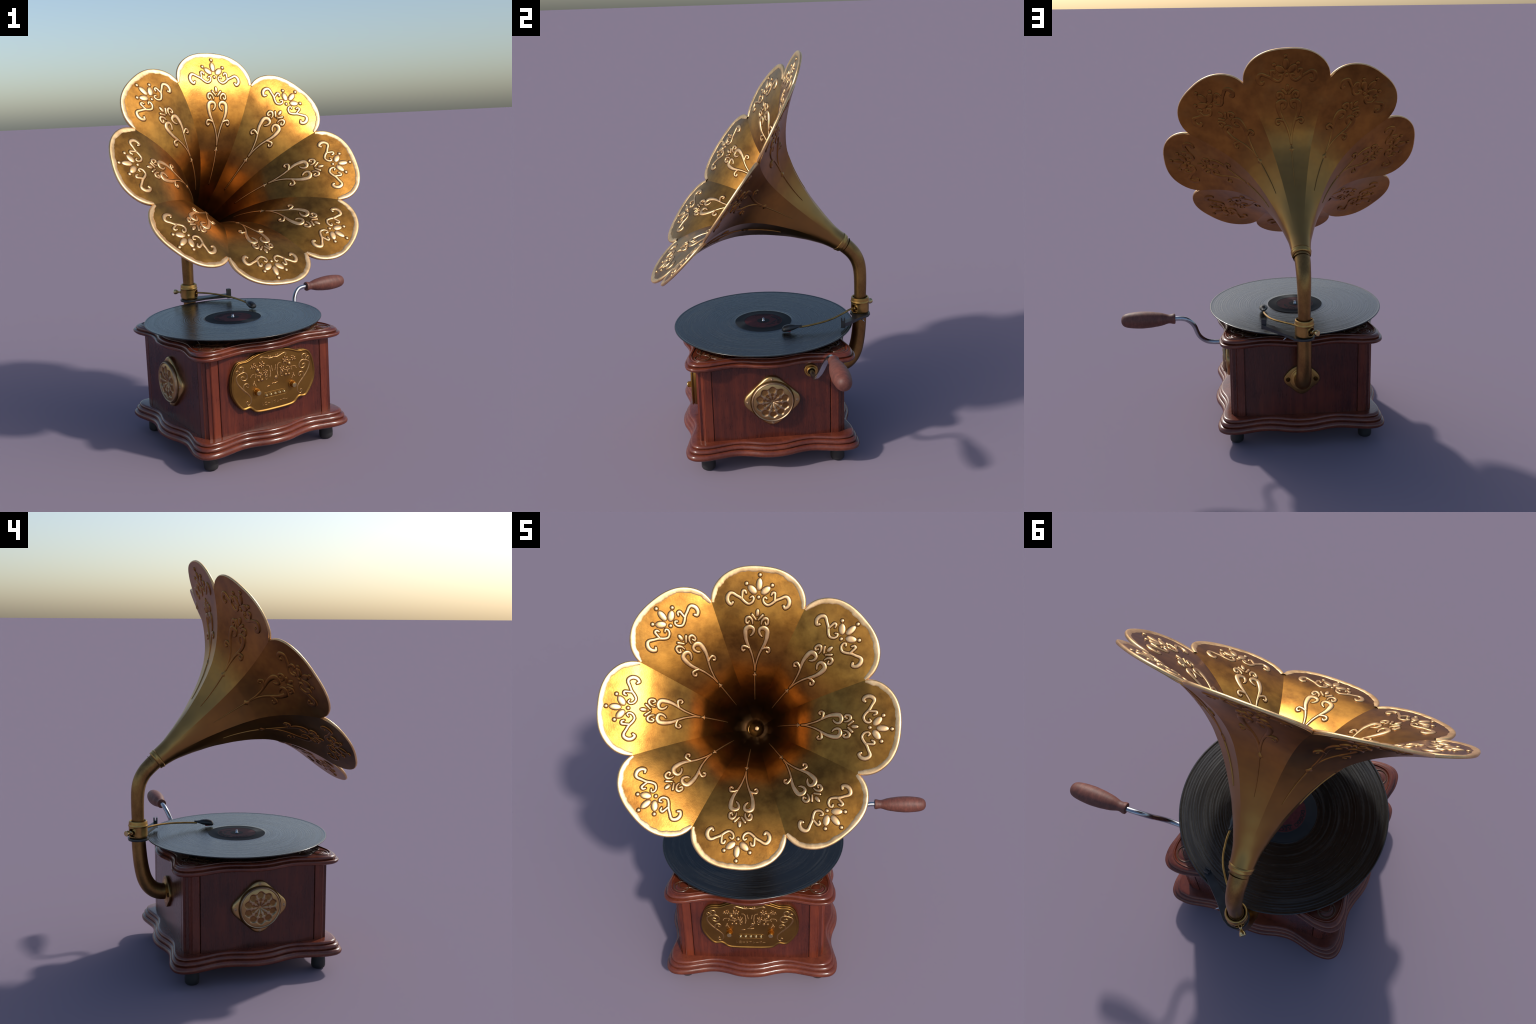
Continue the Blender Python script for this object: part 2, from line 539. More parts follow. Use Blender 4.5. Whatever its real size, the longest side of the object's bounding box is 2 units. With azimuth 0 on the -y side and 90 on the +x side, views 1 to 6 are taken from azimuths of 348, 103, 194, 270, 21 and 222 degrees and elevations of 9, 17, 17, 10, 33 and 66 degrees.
for t in range(5):
    a = radians(205 + 10 * t * 1.0)
    g.blob(on_lid, -0.255 + 0.0 * t - 0.02 * t, -0.335 + 0.016 * t * 1.1, 0.012, 0.004, a, 0.003)
    g.blob(on_lid, -0.335 + 0.016 * t * 1.1, -0.255 - 0.02 * t, 0.012, 0.004, pi / 2 - a, 0.003)
loop = [(-0.13 + 0.13 * cos(a / 12 * pi) * 1.0 - 0.13, -0.315 + 0.025 * sin(a / 6 * pi)) for a in range(13)]
g.ribbon(on_lid, [(x * 0.9, y) for x, y in loop], [0.0026] * 13, 0.0025, sec=5)
g.ribbon(on_lid, [(y, x * 0.9) for x, y in loop], [0.0026] * 13, 0.0025, sec=5)
scr = g.make("lid_scroll_carving", M["inlay"], root)
for q in (1, 2, 3):
    R = Matrix.Rotation(q * pi / 2, 4, "Z")
    put("corner_roundel", ring_ob.data, root, R)
    put("corner_boss", boss.data, root, R @ Matrix.Translation((c0[0], c0[1], 0)))
    put("lid_scroll_carving", scr.data, root, R)

# ------------------------------------------------------------------ record
ZR = 0.635
g = Geo()
g.lathe([(0.001, 0.5905), (0.235, 0.5905), (0.24, 0.60), (0.24, 0.624), (0.236, 0.6275), (0.001, 0.6275)], 64)
g.make("platter", M["black"], root, angle=40)
g = Geo()
prof = [(0.003, ZR - 0.006), (0.456, ZR - 0.006), (0.4605, ZR - 0.004), (0.461, ZR - 0.002), (0.4595, ZR - 0.0002), (0.456, ZR), (0.452, ZR - 0.0008)]
r = 0.449
while r > 0.165:
    prof.append((r, ZR - 0.0012 - 0.0004 * (0.5 + 0.5 * sin(r * 520))))
    r -= 0.0032
prof += [(0.160, ZR - 0.0012), (0.150, ZR - 0.001), (0.1475, ZR - 0.0002), (0.1455, ZR)]
g.lathe(prof, 120, caps=False)
record = g.make("record", M["vinyl"], root, angle=70)
g = Geo()
g.lathe([(0.1465, ZR - 0.0012), (0.1465, ZR + 0.0006), (0.143, ZR + 0.0004), (0.103, ZR + 0.0004), (0.101, ZR + 0.0014), (0.0985, ZR + 0.0014), (0.0965, ZR + 0.0004), (0.003, ZR + 0.0004)], 96, caps=False)
g.make("label_surround", M["deadwax"], record)
g = Geo()
g.lathe([(0.097, ZR + 0.0003), (0.097, ZR + 0.0009), (0.032, ZR + 0.0009)], 96, caps=False)
g.make("record_label", M["label"], record, angle=40)
g = Geo()
g.lathe([(0.0325, ZR + 0.0005), (0.0325, ZR + 0.0013), (0.004, ZR + 0.0013)], 48, caps=False)
g.make("label_center", M["ink"], record, angle=40)
g = Geo()
g.lathe([(0.0085, ZR), (0.0085, ZR + 0.0022), (0.0066, ZR + 0.004), (0.0064, ZR + 0.0115), (0.0055, ZR + 0.0145), (0.003, ZR + 0.016), (0.0, ZR + 0.0164)], 24)
g.make("spindle", M["steel"], root, angle=50)


def text_mesh(ch, size):
    cu = bpy.data.curves.new("letter", "FONT")
    cu.body = ch
    cu.size = size
    cu.align_x = "CENTER"
    cu.extrude = 0.0003
    cu.offset = 0.0008
    ob = bpy.data.objects.new("letter", cu)
    COL.objects.link(ob)
    dg = bpy.context.evaluated_depsgraph_get()
    me = bpy.data.meshes.new_from_object(ob.evaluated_get(dg))
    bpy.data.objects.remove(ob)
    return me


words = "DOGGO RECORDS"
cache = {}
for i, ch in enumerate(words):
    if ch == " ":
        continue
    if ch not in cache:
        cache[ch] = text_mesh(ch, 0.024)
        cache[ch].materials.clear()
        cache[ch].materials.append(M["ink"])
    ang = radians(-160 - 11.6 * i)
    # tops point outwards, reading clockwise
    mtx = Matrix.Rotation(ang - pi / 2, 4, "Z") @ Matrix.Translation((0, 0.0755, ZR + 0.0011))
    put("label_letter", cache[ch], record, mtx)
g = Geo()
rnd = random.Random(3)
lab = lambda x, y, h: Vector((x, y, ZR + 0.0009 + h))
for i in range(9):   # printed motifs on the label
    a = radians(20 + 14 * i)
    rr = 0.055 + 0.022 * rnd.random()
    g.blob(lab, rr * cos(a), rr * sin(a), 0.012 + 0.006 * rnd.random(), 0.006, a + 1.2, 0.0004, 12, 2)
g.make("label_print", M["ink"], record)["kind"] = "stuff"

# ------------------------------------------------------------------ front plate
HALF = [(0.0, 0.5435), (0.04, 0.5425), (0.08, 0.537), (0.110, 0.5285), (0.130, 0.520), (0.150, 0.5135), (0.173, 0.5135), (0.195, 0.510),
        (0.212, 0.496), (0.227, 0.468), (0.236, 0.43), (0.239, 0.392), (0.234, 0.355), (0.222, 0.328), (0.206, 0.302), (0.187, 0.279),
        (0.172, 0.2725), (0.157, 0.2735), (0.144, 0.2755), (0.132, 0.268), (0.120, 0.2555), (0.105, 0.248), (0.085, 0.2445), (0.05, 0.2425), (0.0, 0.242)]
outl = [(x, 0, z) for x, z in HALF] + [(-x, 0, z) for x, z in HALF[1:-1][::-1]]
OUT = spline(outl, 4, closed=True)
PC = Vector((0, 0, 0.392))
YP = -0.3865


def plate_ring(inset, y):
    res = []
    n = len(OUT)
    for i, p in enumerate(OUT):
        t = (OUT[(i + 1) % n] - OUT[i - 1]).normalized()
        nr = Vector((t.z, 0, -t.x))
        if nr.dot(p - PC) < 0:
            nr = -nr
        q = p - nr * inset
        res.append(Vector((q.x, y, q.z)))
    return res


g = Geo()
rows = [plate_ring(i, y) for i, y in ((0.0, -0.360), (0.0, -0.3745), (0.0015, -0.3765), (0.0045, -0.377), (0.0045, -0.381), (0.0012, -0.3815), (0.0, -0.3835), (0.0, -0.387), (0.0012, -0.3895), (0.0035, -0.3905), (0.0065, -0.3905), (0.009, -0.3885), (0.0115, YP), (0.0122, YP), (0.0135, YP))]
g.grid(rows, closed=True)
g.fan(rows[-1])
plate = g.make("front_plate", M["plate"], root, angle=45)

on_plate = lambda x, z, h: Vector((x, YP - h, z))


def both(fn):
    for s in (1, -1):
        fn(s)


g = Geo()
main = [(-0.1484, 0.3064), (-0.154, 0.3131), (-0.1604, 0.3076), (-0.1535, 0.2953), (-0.1414, 0.2967), (-0.133, 0.3112), (-0.1363, 0.3337),
        (-0.1532, 0.3549), (-0.1731, 0.374), (-0.1955, 0.4002), (-0.2074, 0.4241), (-0.2078, 0.4429), (-0.1954, 0.4538), (-0.1802, 0.4588),
        (-0.1676, 0.4723), (-0.1684, 0.4846), (-0.18, 0.4895), (-0.1906, 0.4849), (-0.1867, 0.4761)]
small = [(-0.186, 0.4613), (-0.1986, 0.4745), (-0.2098, 0.4705), (-0.2039, 0.4603)]
big = [(-0.1803, 0.4575), (-0.1653, 0.4598), (-0.151, 0.4476), (-0.1489, 0.431), (-0.1601, 0.4198), (-0.1763, 0.4231), (-0.1846, 0.4342), (-0.1783, 0.441), (-0.1666, 0.4373)]
midc = [(-0.162, 0.3582), (-0.17, 0.3761), (-0.1715, 0.3925), (-0.1626, 0.402), (-0.1477, 0.3998), (-0.1423, 0.3892), (-0.1487, 0.3811), (-0.155, 0.387)]
top = [(-0.0693, 0.505), (-0.076, 0.512), (-0.0656, 0.5178), (-0.0445, 0.5119), (-0.0234, 0.5045), (-0.0048, 0.506), (0.0, 0.5085)]
for s in (1, -1):
    m = lambda l: [(x * s, z) for x, z in l]
    g.ribbon(on_plate, m(main), [0.0027] * 5 + [0.0034, 0.0042, 0.0046, 0.0048, 0.0048, 0.0046, 0.0042] + [0.0034] * 7, 0.0024, sec=5)
    g.ribbon(on_plate, m(small), [0.0030] * 4, 0.0022, sec=5)
    g.ribbon(on_plate, m(big), [0.0038] * 5 + [0.0030] * 4, 0.0024, sec=5)
    g.ribbon(on_plate, m(midc), [0.0034] * 8, 0.0024, sec=5)
    g.ribbon(on_plate, m(top), [0.0026, 0.0026, 0.003, 0.0034, 0.0036, 0.0032, 0.0024], 0.0024, sec=5)
    for x, z, a in ((-0.0257, 0.516, 0.5), (-0.015, 0.513, -0.4), (-0.024, 0.5095, 0.2)):
        g.blob(on_plate, x * s, z, 0.0055, 0.0032, a * s, 0.003, 12, 3)
g.make("plate_scrollwork", M["plate_relief"], plate)

g = Geo()
for s in (1, -1):
    def dot(x, z, r, h=None, rx=None, a=0):
        g.blob(on_plate, x * s, z, (rx or r) * 1.5, r * 1.5, a * s, h or r * 0.9, 12, 3)
    def chain(pts, r, step):
        c = spline([(x, z, 0) for x, z in pts], 10)
        acc = 0
        for p, q in zip(c, c[1:]):
            acc += (q - p).length
            if acc >= step:
                acc = 0
                dot(q.x, q.y, r)
    def flower(x, z, r, k=5, ph=0.3):
        r *= 1.25
        for i in range(k):
            a = ph + 2 * pi * i / k
            g.blob(on_plate, (x + r * cos(a)) * s, z + r * sin(a), r * 0.72, r * 0.42, (a if s > 0 else pi - a), r * 0.5, 10, 3)
        dot(x, z, r * 0.32)
    flower(-0.113, 0.4805, 0.0075)
    flower(-0.0675, 0.481, 0.0095, 6)
    flower(-0.0482, 0.4406, 0.007, 6)
    dot(-0.0901, 0.4571, 0.0072)
    dot(-0.0901, 0.4571, 0.004, 0.009)
    dot(-0.0685, 0.4052, 0.0056)
    dot(-0.0869, 0.4049, 0.0046)
    dot(-0.0769, 0.4192, 0.0035)
    dot(-0.0491, 0.4245, 0.005)
    dot(-0.0729, 0.4374, 0.0042)
    dot(-0.0818, 0.4419, 0.0036)
    dot(-0.1048, 0.4937, 0.0022)
    chain([(-0.0436, 0.4697), (-0.0313, 0.47), (-0.0225, 0.4601), (-0.0203, 0.4433), (-0.0196, 0.4268), (-0.0238, 0.4057)], 0.0024, 0.0056)
    chain([(-0.0128, 0.4691), (-0.0104, 0.455), (-0.0067, 0.4365)], 0.0020, 0.005)
    chain([(-0.1314, 0.4221), (-0.1277, 0.4348), (-0.1153, 0.4404), (-0.1003, 0.4374), (-0.104, 0.4247)], 0.0022, 0.0054)
    chain([(-0.1108, 0.4111), (-0.113, 0.3994), (-0.1198, 0.3859)], 0.0024, 0.005)
    chain([(-0.113, 0.3994), (-0.107, 0.388), (-0.102, 0.3781)], 0.0022, 0.005)
    chain([(-0.133, 0.472), (-0.121, 0.477)], 0.002, 0.0045)
    chain([(-0.105, 0.476), (-0.0863, 0.4725)], 0.002, 0.0045)
    chain([(-0.098, 0.43), (-0.088, 0.428), (-0.07, 0.428), (-0.058, 0.434)], 0.0024, 0.0054)
    chain([(-0.035, 0.452), (-0.04, 0.432), (-0.036, 0.42)], 0.0022, 0.0054)
    g.ribbon(on_plate, [(x * s, z) for x, z in ((-0.0562, 0.466), (-0.0605, 0.456), (-0.0601, 0.4484))], [0.0022, 0.0028, 0.002], 0.0024, sec=5)
    g.ribbon(on_plate, [(x * s, z) for x, z in circ(-0.0437, 0.4107, 0.0072, 10)], [0.002] * 11, 0.0025, n=2, sec=5)
    g.ribbon(on_plate, [(x * s, z) for x, z in ((-0.055, 0.425), (-0.049, 0.420), (-0.0437, 0.4172))], [0.0015] * 3, 0.002, sec=5)
g.blob(on_plate, 0.0118, 0.4013, 0.0095, 0.0100, 0, 0.003, 20, 4)
g.blob(on_plate, 0.004, 0.388, 0.003, 0.003, 0, 0.002, 10, 3)
g.blob(on_plate, 0.006, 0.3755, 0.0105, 0.0035, 0.1, 0.003, 14, 3)
g.blob(on_plate, -0.0095, 0.3765, 0.0085, 0.0026, 0.35, 0.003, 14, 3)
g.blob(on_plate, 0.016, 0.378, 0.006, 0.0026, -0.3, 0.003, 14, 3)
g.blob(on_plate, -0.0336, 0.3666, 0.0115, 0.0034, 0.05, 0.0028, 16, 3)
ob = g.make("plate_flower_relief", M["plate_relief"], plate)
ob["kind"] = "stuff"

# slot frame round the buttons, raised script below it
g = Geo()
sl = []
for cx, a0 in ((0.058, -90), (-0.052, 90)):
    for i in range(7):
        a = radians(a0 + 30 * i)
        sl.append((cx + 0.0135 * cos(a), 0.3235 + 0.0135 * sin(a)))
sl.append(sl[0])
g.ribbon(on_plate, sl, [0.0010] * len(sl), 0.0008, n=3, sec=5)
g.make("button_slot", M["plate"], plate)
KANA = {"re": [[(0.25, 1), (0.25, 0.05), (0.5, 0.15), (0.9, 0.5)]],
        "ko": [[(0.1, 0.9), (0.85, 0.9), (0.85, 0.05)], [(0.08, 0.08), (0.92, 0.08)]],
        "bar": [[(0.08, 0.5), (0.92, 0.5)]],
        "do": [[(0.35, 1), (0.35, 0.0)], [(0.36, 0.6), (0.75, 0.38)], [(0.62, 0.98), (0.72, 0.82)], [(0.82, 1.02), (0.92, 0.88)]],
        "pu": [[(0.08, 0.85), (0.75, 0.85), (0.65, 0.4), (0.25, 0.0)], [(0.84, 1.0), (0.93, 0.92), (0.88, 0.84), (0.8, 0.92)]],
        "ya": [[(0.05, 0.6), (0.9, 0.78), (0.7, 0.5)], [(0.32, 1.0), (0.52, 0.0)]]}
g = Geo()
for i, key in enumerate(["re", "ko", "bar", "do", "pu", "re", "bar", "ya", "bar"]):
    for st in KANA[key]:
        pts = []
        for a, b in zip(st, st[1:]):
            pts += [a, ((a[0] + b[0]) / 2, (a[1] + b[1]) / 2)]
        pts.append(st[-1])
        pts = [(-0.0745 + 0.0168 * i + 0.0135 * x, 0.2755 + 0.0145 * y) for x, y in pts]
        g.ribbon(on_plate, pts, [0.0010] * len(pts), 0.0012, n=2, sec=5)
g.make("raised_script", M["plate_relief"], plate)

g = Geo()
g.lathe([(0.0075, 0.0), (0.0075, 0.002), (0.0062, 0.0025), (0.0058, 0.006), (0.0045, 0.0085), (0.002, 0.0098), (0, 0.0098)], 20)
btn = None
for i in range(5):
    mtx = frame((-0.048 + 0.0252 * i, YP + 0.0005, 0.3235), (0, -1, 0))
    if btn is None:
        btn = g.make("push_button", M["knob_cap"], plate, mtx)
    else:
        put("push_button", btn.data, plate, mtx)

# ridged knobs
g = Geo()
n = 64
kn = lambda j: 1 + (0.06 if (j // 2) % 2 else -0.04)
rows = []
for r_, z in ((0.0185, -0.001), (0.0185, 0.003), (0.0145, 0.0038), (0.0140, 0.021), (0.0132, 0.0235)):
    rows.append([Vector((r_ * (kn(j) if 0.0035 < z < 0.022 else 1) * cos(2 * pi * j / n), r_ * (kn(j) if 0.0035 < z < 0.022 else 1) * sin(2 * pi * j / n), z)) for j in range(n)])
g.grid(rows, closed=True)
g.fan(rows[-1])
kd = g.make("tuning_knob", M["knob"], plate, frame((-0.1015, YP, 0.3515), (0, -1, 0)), angle=30)
g = Geo()
g.lathe([(0.0118, 0.022), (0.0122, 0.0245), (0.0112, 0.0262), (0.009, 0.0268), (0, 0.0268)], 32)
kc = g.make("knob_cap", M["knob_cap"], kd, angle=40)
k2 = put("tuning_knob", kd.data, plate, frame((0.1015, YP, 0.3515), (0, -1, 0)))
put("knob_cap", kc.data, k2)

# ------------------------------------------------------------------ side medallions
def medallion(side):
    # local frame: z out of the wall, x along the wall, y up
    mtx = frame((side * HP, 0, 0.3625), (side, 0, 0), (0, side, 0))
    MX, MY = 0.1615, 0.1515

    def diamond(k, z, rnd_=0.050):
        pts = []
        corners = [(MX, 0), (0, MY), (-MX, 0), (0, -MY)]
        for q in range(4):
            c = Vector(corners[q])
            a = Vector(corners[(q - 1) % 4])
            b = Vector(corners[(q + 1) % 4])
            da, db = (a - c).normalized(), (b - c).normalized()
            p0, p1 = c + da * rnd_, c + db * rnd_
            for i in range(9):
                t = i / 8
                p = p0 * (1 - t) ** 2 + (c + (da + db) * rnd_ * 0.12) * 2 * t * (1 - t) + p1 * t ** 2
                pts.append(p)
            for i in range(1, 5):
                pts.append(p1.lerp(b + (c - b).normalized() * rnd_, i / 5))
        return [Vector((p.x * k, p.y * k, z)) for p in pts]

    g = Geo()
    rows = [diamond(k, z) for k, z in ((1.0, -0.002), (1.0, 0.006), (0.992, 0.0115), (0.970, 0.0160), (0.92, 0.0195), (0.83, 0.0210), (0.74, 0.0205), (0.5, 0.0205))]
    g.grid(rows, closed=True)
    g.fan(rows[-1])
    plate_ = g.make("speaker_medallion", M["med"], root, mtx, angle=50)
    # ring
    g = Geo()
    prof = [(0.1040, 0.0195), (0.1036, 0.0225), (0.1033, 0.027), (0.1020, 0.0325), (0.0990, 0.035), (0.0960, 0.0335), (0.0945, 0.0300), (0.0925, 0.0285)]
    g.lathe(prof, 72, caps=False)
    g.make("speaker_ring", M["med_ridge"], plate_, angle=60)
    g = Geo()
    g.lathe([(0.1090, 0.0190), (0.1075, 0.0222), (0.1030, 0.0222)], 72, caps=False)  # thin flat dark band between ring and plate
    g.make("ring_dark_band", M["patina"], plate_)
    # pierced-flower dish: a shallow dome with ten round cells, a ring of small cells and a rosette
    g = Geo()
    NR, NA = 56, 240
    cells = []
    for i in range(10):
        a = radians(18 + 36 * i)
        cells.append((0.0640 * cos(a), 0.0640 * sin(a), 0.0192))
        cells.append((0.0400 * cos(a), 0.0400 * sin(a), 0.0098))

    def height(x, y):
        r_ = hypot(x, y)
        a = atan2(y, x)
        z = 0.0300 + 0.0155 * max(0.0, 1 - (r_ / 0.097) ** 2) ** 0.8
        kind = 0
        lob = 0.0795 + 0.0050 * cos(10 * (a - radians(18)))
        e = (lob - r_) / 0.006
        if e > 0:
            z -= 0.0065 * min(1, e) * min(1.0, 1.0)
            kind = 1
        z -= 0.020 * max(0.0, 1 - r_ / 0.05) ** 1.3
        for cx, cy, cr in cells:
            d = hypot(x - cx, y - cy) / cr
            if d < 1:
                z -= 0.0028 * min(1, (1 - d) * 2.2)
                if d < 0.86:
                    kind = 2
        if 0.010 < r_ < 0.034:
            lo = (0.5 + 0.5 * cos(10 * a)) ** 1.5
            z += 0.0022 * lo * sin(pi * (r_ - 0.012) / 0.024)
            if lo < 0.35:
                kind = 2
        if r_ < 0.009:
            z -= 0.002
            kind = 2
        return z, kind

    rows, kinds = [], []
    for i in range(NR + 1):
        r_ = 0.0968 * (1 - i / NR) + 0.0004
        row, kr = [], []
        for j in range(NA):
            a = 2 * pi * j / NA
            z, kd_ = height(r_ * cos(a), r_ * sin(a))
            row.append(Vector((r_ * cos(a), r_ * sin(a), z)))
            kr.append(kd_)
        rows.append(row)
        kinds.append(kr)
    g.grid(rows, closed=True)
    me = bpy.data.meshes.new("speaker_flower")
    me.from_pydata([tuple(v) for v in g.v], [], g.f)
    for k in ("med", "med_ridge", "med_cell"):
        me.materials.append(M[k])
    idx = [kinds[i][j] for i in range(NR) for j in range(NA)]
    me.polygons.foreach_set("material_index", idx)
    me.shade_smooth()
    put("speaker_flower", me, plate_)
    # rivets
    g = Geo()
    g.lathe([(0.0078, 0.016), (0.0078, 0.0205), (0.0064, 0.0216), (0.0050, 0.0205), (0.0042, 0.0205), (0.0036, 0.0222), (0.0, 0.0228)], 20, caps=False)
    rv = None
    for x, y in ((0.121, 0), (-0.121, 0), (0, 0.1145), (0, -0.1145)):
        mt = Matrix.Translation((x, y, 0))
        if rv is None:
            rv = g.make("rivet", M["med_ridge"], plate_, mt)
        else:
            put("rivet", rv.data, plate_, mt)


medallion(1)
medallion(-1)

# ------------------------------------------------------------------ crank
CY, CZ = 0.194, 0.506
g = Geo()
g.lathe([(0.034, 0.0), (0.034, 0.006), (0.031, 0.0095), (0.0255, 0.0095), (0.0245, 0.012), (0.0235, 0.020), (0.0205, 0.0225), (0.017, 0.0215), (0.0155, 0.016)], 40, caps=False)
esc = g.make("crank_escutcheon", M["collar"], root, frame((HP, CY, CZ), (1, 0, 0)), angle=40)
rod = spline([(0.345, CY, CZ), (0.40, CY, CZ + 0.001), (0.445, CY, CZ + 0.002), (0.475, CY + 0.003, CZ + 0.009), (0.500, CY + 0.010, CZ + 0.026), (0.518, CY + 0.020, CZ + 0.05),
              (0.5285, CY + 0.031, CZ + 0.078), (0.5375, CY + 0.042, CZ + 0.108), (0.555, CY + 0.052, CZ + 0.136), (0.580, CY + 0.060, CZ + 0.156), (0.608, CY + 0.064, CZ + 0.163), (0.645, CY + 0.065, CZ + 0.163)], 6)
g = Geo()
g.tube(rod, 0.0122, 24)
crank = g.make("crank_rod", M["steel"], root, angle=60)
g = Geo()
hp = [(0.0, 0.0), (0.0135, 0.0), (0.024, 0.001), (0.0262, 0.005), (0.0262, 0.012), (0.0238, 0.022), (0.0228, 0.032), (0.0245, 0.042), (0.0295, 0.058), (0.0345, 0.078),
      (0.0395, 0.112), (0.0425, 0.150), (0.0430, 0.172), (0.0418, 0.198), (0.0388, 0.226), (0.0345, 0.247), (0.0275, 0.261), (0.017, 0.269), (0.006, 0.272), (0.0, 0.272)]
hz = [z for _, z in hp]
hsm = spline([(r_, 0, z) for r_, z in hp], 4)
g.lathe([(max(0, p.x) * (1 - (0.012 if 0.078 < p.z < 0.15 and int(p.z * 400) % 2 else 0)), p.z) for p in hsm], 40, caps=False)
g.make("crank_handle", M["handle"], root, frame((0.633, CY + 0.064, CZ + 0.163), (1, 0.012, 0)), angle=50)

# ------------------------------------------------------------------ sound tube and its fittings
low = spline([(0, 0.345, 0.360), (0, 0.375, 0.360), (0, 0.410, 0.363), (0, 0.442, 0.378), (0, 0.467, 0.405), (0, 0.486, 0.445), (0, 0.498, 0.500), (0, 0.505, 0.560), (0, 0.509, 0.62), (0, 0.5105, 0.68), (0, 0.511, 0.73)], 6)
rl = [lerp_table([(0.0, 0.0425), (0.2, 0.041), (0.4, 0.039), (0.6, 0.0365), (0.8, 0.0350), (1.0, 0.0330)], i / (len(low) - 1)) for i in range(len(low))]
g = Geo()
g.tube(low, rl, 32)
g.make("sound_tube", M["tube"], root, angle=60)

ELEV = radians(35.0)
AX = Vector((0, -cos(ELEV), sin(ELEV)))
H0 = Vector((0.0035, 0.4088, 1.0378))
upp = spline([(0, 0.511, 0.728), (0, 0.5115, 0.77), (0, 0.5115, 0.82), (0, 0.510, 0.865), (0, 0.505, 0.905), (0, 0.493, 0.943), (0, 0.472, 0.978), (0, 0.444, 1.008), H0 - AX * 0.0, H0 + AX * 0.012], 6)
ru = [lerp_table([(0.0, 0.0305), (0.3, 0.0325), (0.5, 0.035), (0.75, 0.0385), (1.0, 0.0415)], i / (len(upp) - 1)) for i in range(len(upp))]
g = Geo()
g.tube(upp, ru, 32, caps=False)
g.make("sound_elbow", M["tube"], root, angle=60)
g = Geo()
g.lathe([(0.040, -0.014), (0.0465, -0.0125), (0.0485, -0.006), (0.0478, 0.000), (0.0500, 0.004), (0.0510, 0.009), (0.0490, 0.014), (0.045, 0.0155), (0.0415, 0.014)], 40, caps=False)
g.make("horn_ring", M["collar"], root, frame(H0, AX), angle=60)

g = Geo()
g.lathe([(0.0415, -0.030), (0.030, -0.024), (0.0, -0.022)], 32, caps=False)
thr_ = g.make("throat_dark_cap", M["patina"], root, frame(H0, AX), angle=60)
g = Geo()
g.lathe([(0.0095, -0.024), (0.0105, -0.006), (0.0125, 0.000), (0.0105, 0.0055), (0.0, 0.008)], 10, Matrix.Translation((-0.006, 0.002, 0)), caps=False)
g.make("throat_pale_blob", M["orn"], thr_, angle=30)

# flange on the back wall: rounded triangle with two screws
g = Geo()
tri_ = []
fl = [(0, 0.075), (0.045, 0.060), (0.080, 0.026), (0.0925, -0.002), (0.082, -0.028), (0.055, -0.050), (0.028, -0.075), (0, -0.086)]
fo = spline([(x, z, 0) for x, z in fl] + [(-x, z, 0) for x, z in fl[1:-1][::-1]], 5, closed=True)
rows = [[Vector((p.x * k, HY - 0.002 + y, 0.362 + p.y * k)) for p in fo] for k, y in ((0.98, -0.003), (1.0, 0.003), (1.0, 0.011), (0.985, 0.0145), (0.96, 0.016), (0.6, 0.0165))]
g.grid(rows, closed=True)
g.fan(rows[-1])
flange = g.make("tube_flange", M["tube"], root, angle=50)
g = Geo()
g.lathe([(0.062, 0.015), (0.0575, 0.0195), (0.0535, 0.0185), (0.050, 0.02), (0.044, 0.024), (0.041, 0.024)], 40, frame((0, HY - 0.003, 0.360), (0, 1, 0)), caps=False)
g.make("flange_seat", M["collar"], flange, angle=60)
g = Geo()
g.lathe([(0.0115, 0.0), (0.0115, 0.003), (0.009, 0.0048), (0.0, 0.0052)], 24)
g.box((0, 0, 0.005), (0.009, 0.0016, 0.0012))
g.box((0, 0, 0.005), (0.0016, 0.009, 0.0012))
s1 = g.make("flange_screw", M["patina"], flange, frame((-0.071, HY + 0.0135, 0.360), (0, 1, 0), (1, 0, 0.5)), angle=40)
put("flange_screw", s1.data, flange, frame((0.071, HY + 0.0135, 0.360), (0, 1, 0), (1, 0, 0.8)))

# collar with two arched windows
CC = Vector((0, 0.5105, 0))
ARM = Vector((0.64, -0.768, 0)).normalized()
g = Geo()
outer = [(0.036, 0.6525), (0.0435, 0.6525), (0.0460, 0.656), (0.0468, 0.664), (0.0468, 0.7035), (0.0475, 0.708), (0.0490, 0.7115), (0.0490, 0.7145), (0.0470, 0.7175),
         (0.0465, 0.720), (0.0462, 0.729), (0.0450, 0.7345), (0.0420, 0.7370), (0.0385, 0.7365), (0.0365, 0.733), (0.0360, 0.728)]
inner = [(0.0385, 0.715), (0.0385, 0.66)]
g.lathe(outer + inner + [outer[0]], 64, Matrix.Translation(CC), caps=False)
collar = g.make("tube_collar", M["collar"], root, angle=35)
g = Geo()
for sgn in (1, -1):
    fr = frame(CC + Vector((0, 0, 0.682)), ARM * sgn, (0, 0, 1))
    pts = []
    for i in range(28):
        a = 2 * pi * i / 28
        ca, sa = cos(a), sin(a)
        k = (abs(ca) ** 3.2 + abs(sa) ** 3.2) ** (-1 / 3.2)
        pts.append((0.0215 * k * ca, 0.0195 * k * sa))
    rows = [[fr @ Vector((x, y, z)) for x, y in pts] for z in (0.02, 0.075)]
    g.grid(rows, closed=True)
    g.fan(rows[0][::-1])
    g.fan(rows[1])
cut = g.make("cutter", M["collar"], root)
bpy.context.view_layer.update()
md = collar.modifiers.new("windows", "BOOLEAN")
md.object = cut
md.operation = "DIFFERENCE"
md.solver = "EXACT"
dg = bpy.context.evaluated_depsgraph_get()
me = bpy.data.meshes.new_from_object(collar.evaluated_get(dg))
collar.modifiers.clear()
collar.data = me
me.shade_smooth()
me.set_sharp_from_angle(angle=radians(35))
bpy.data.objects.remove(cut)
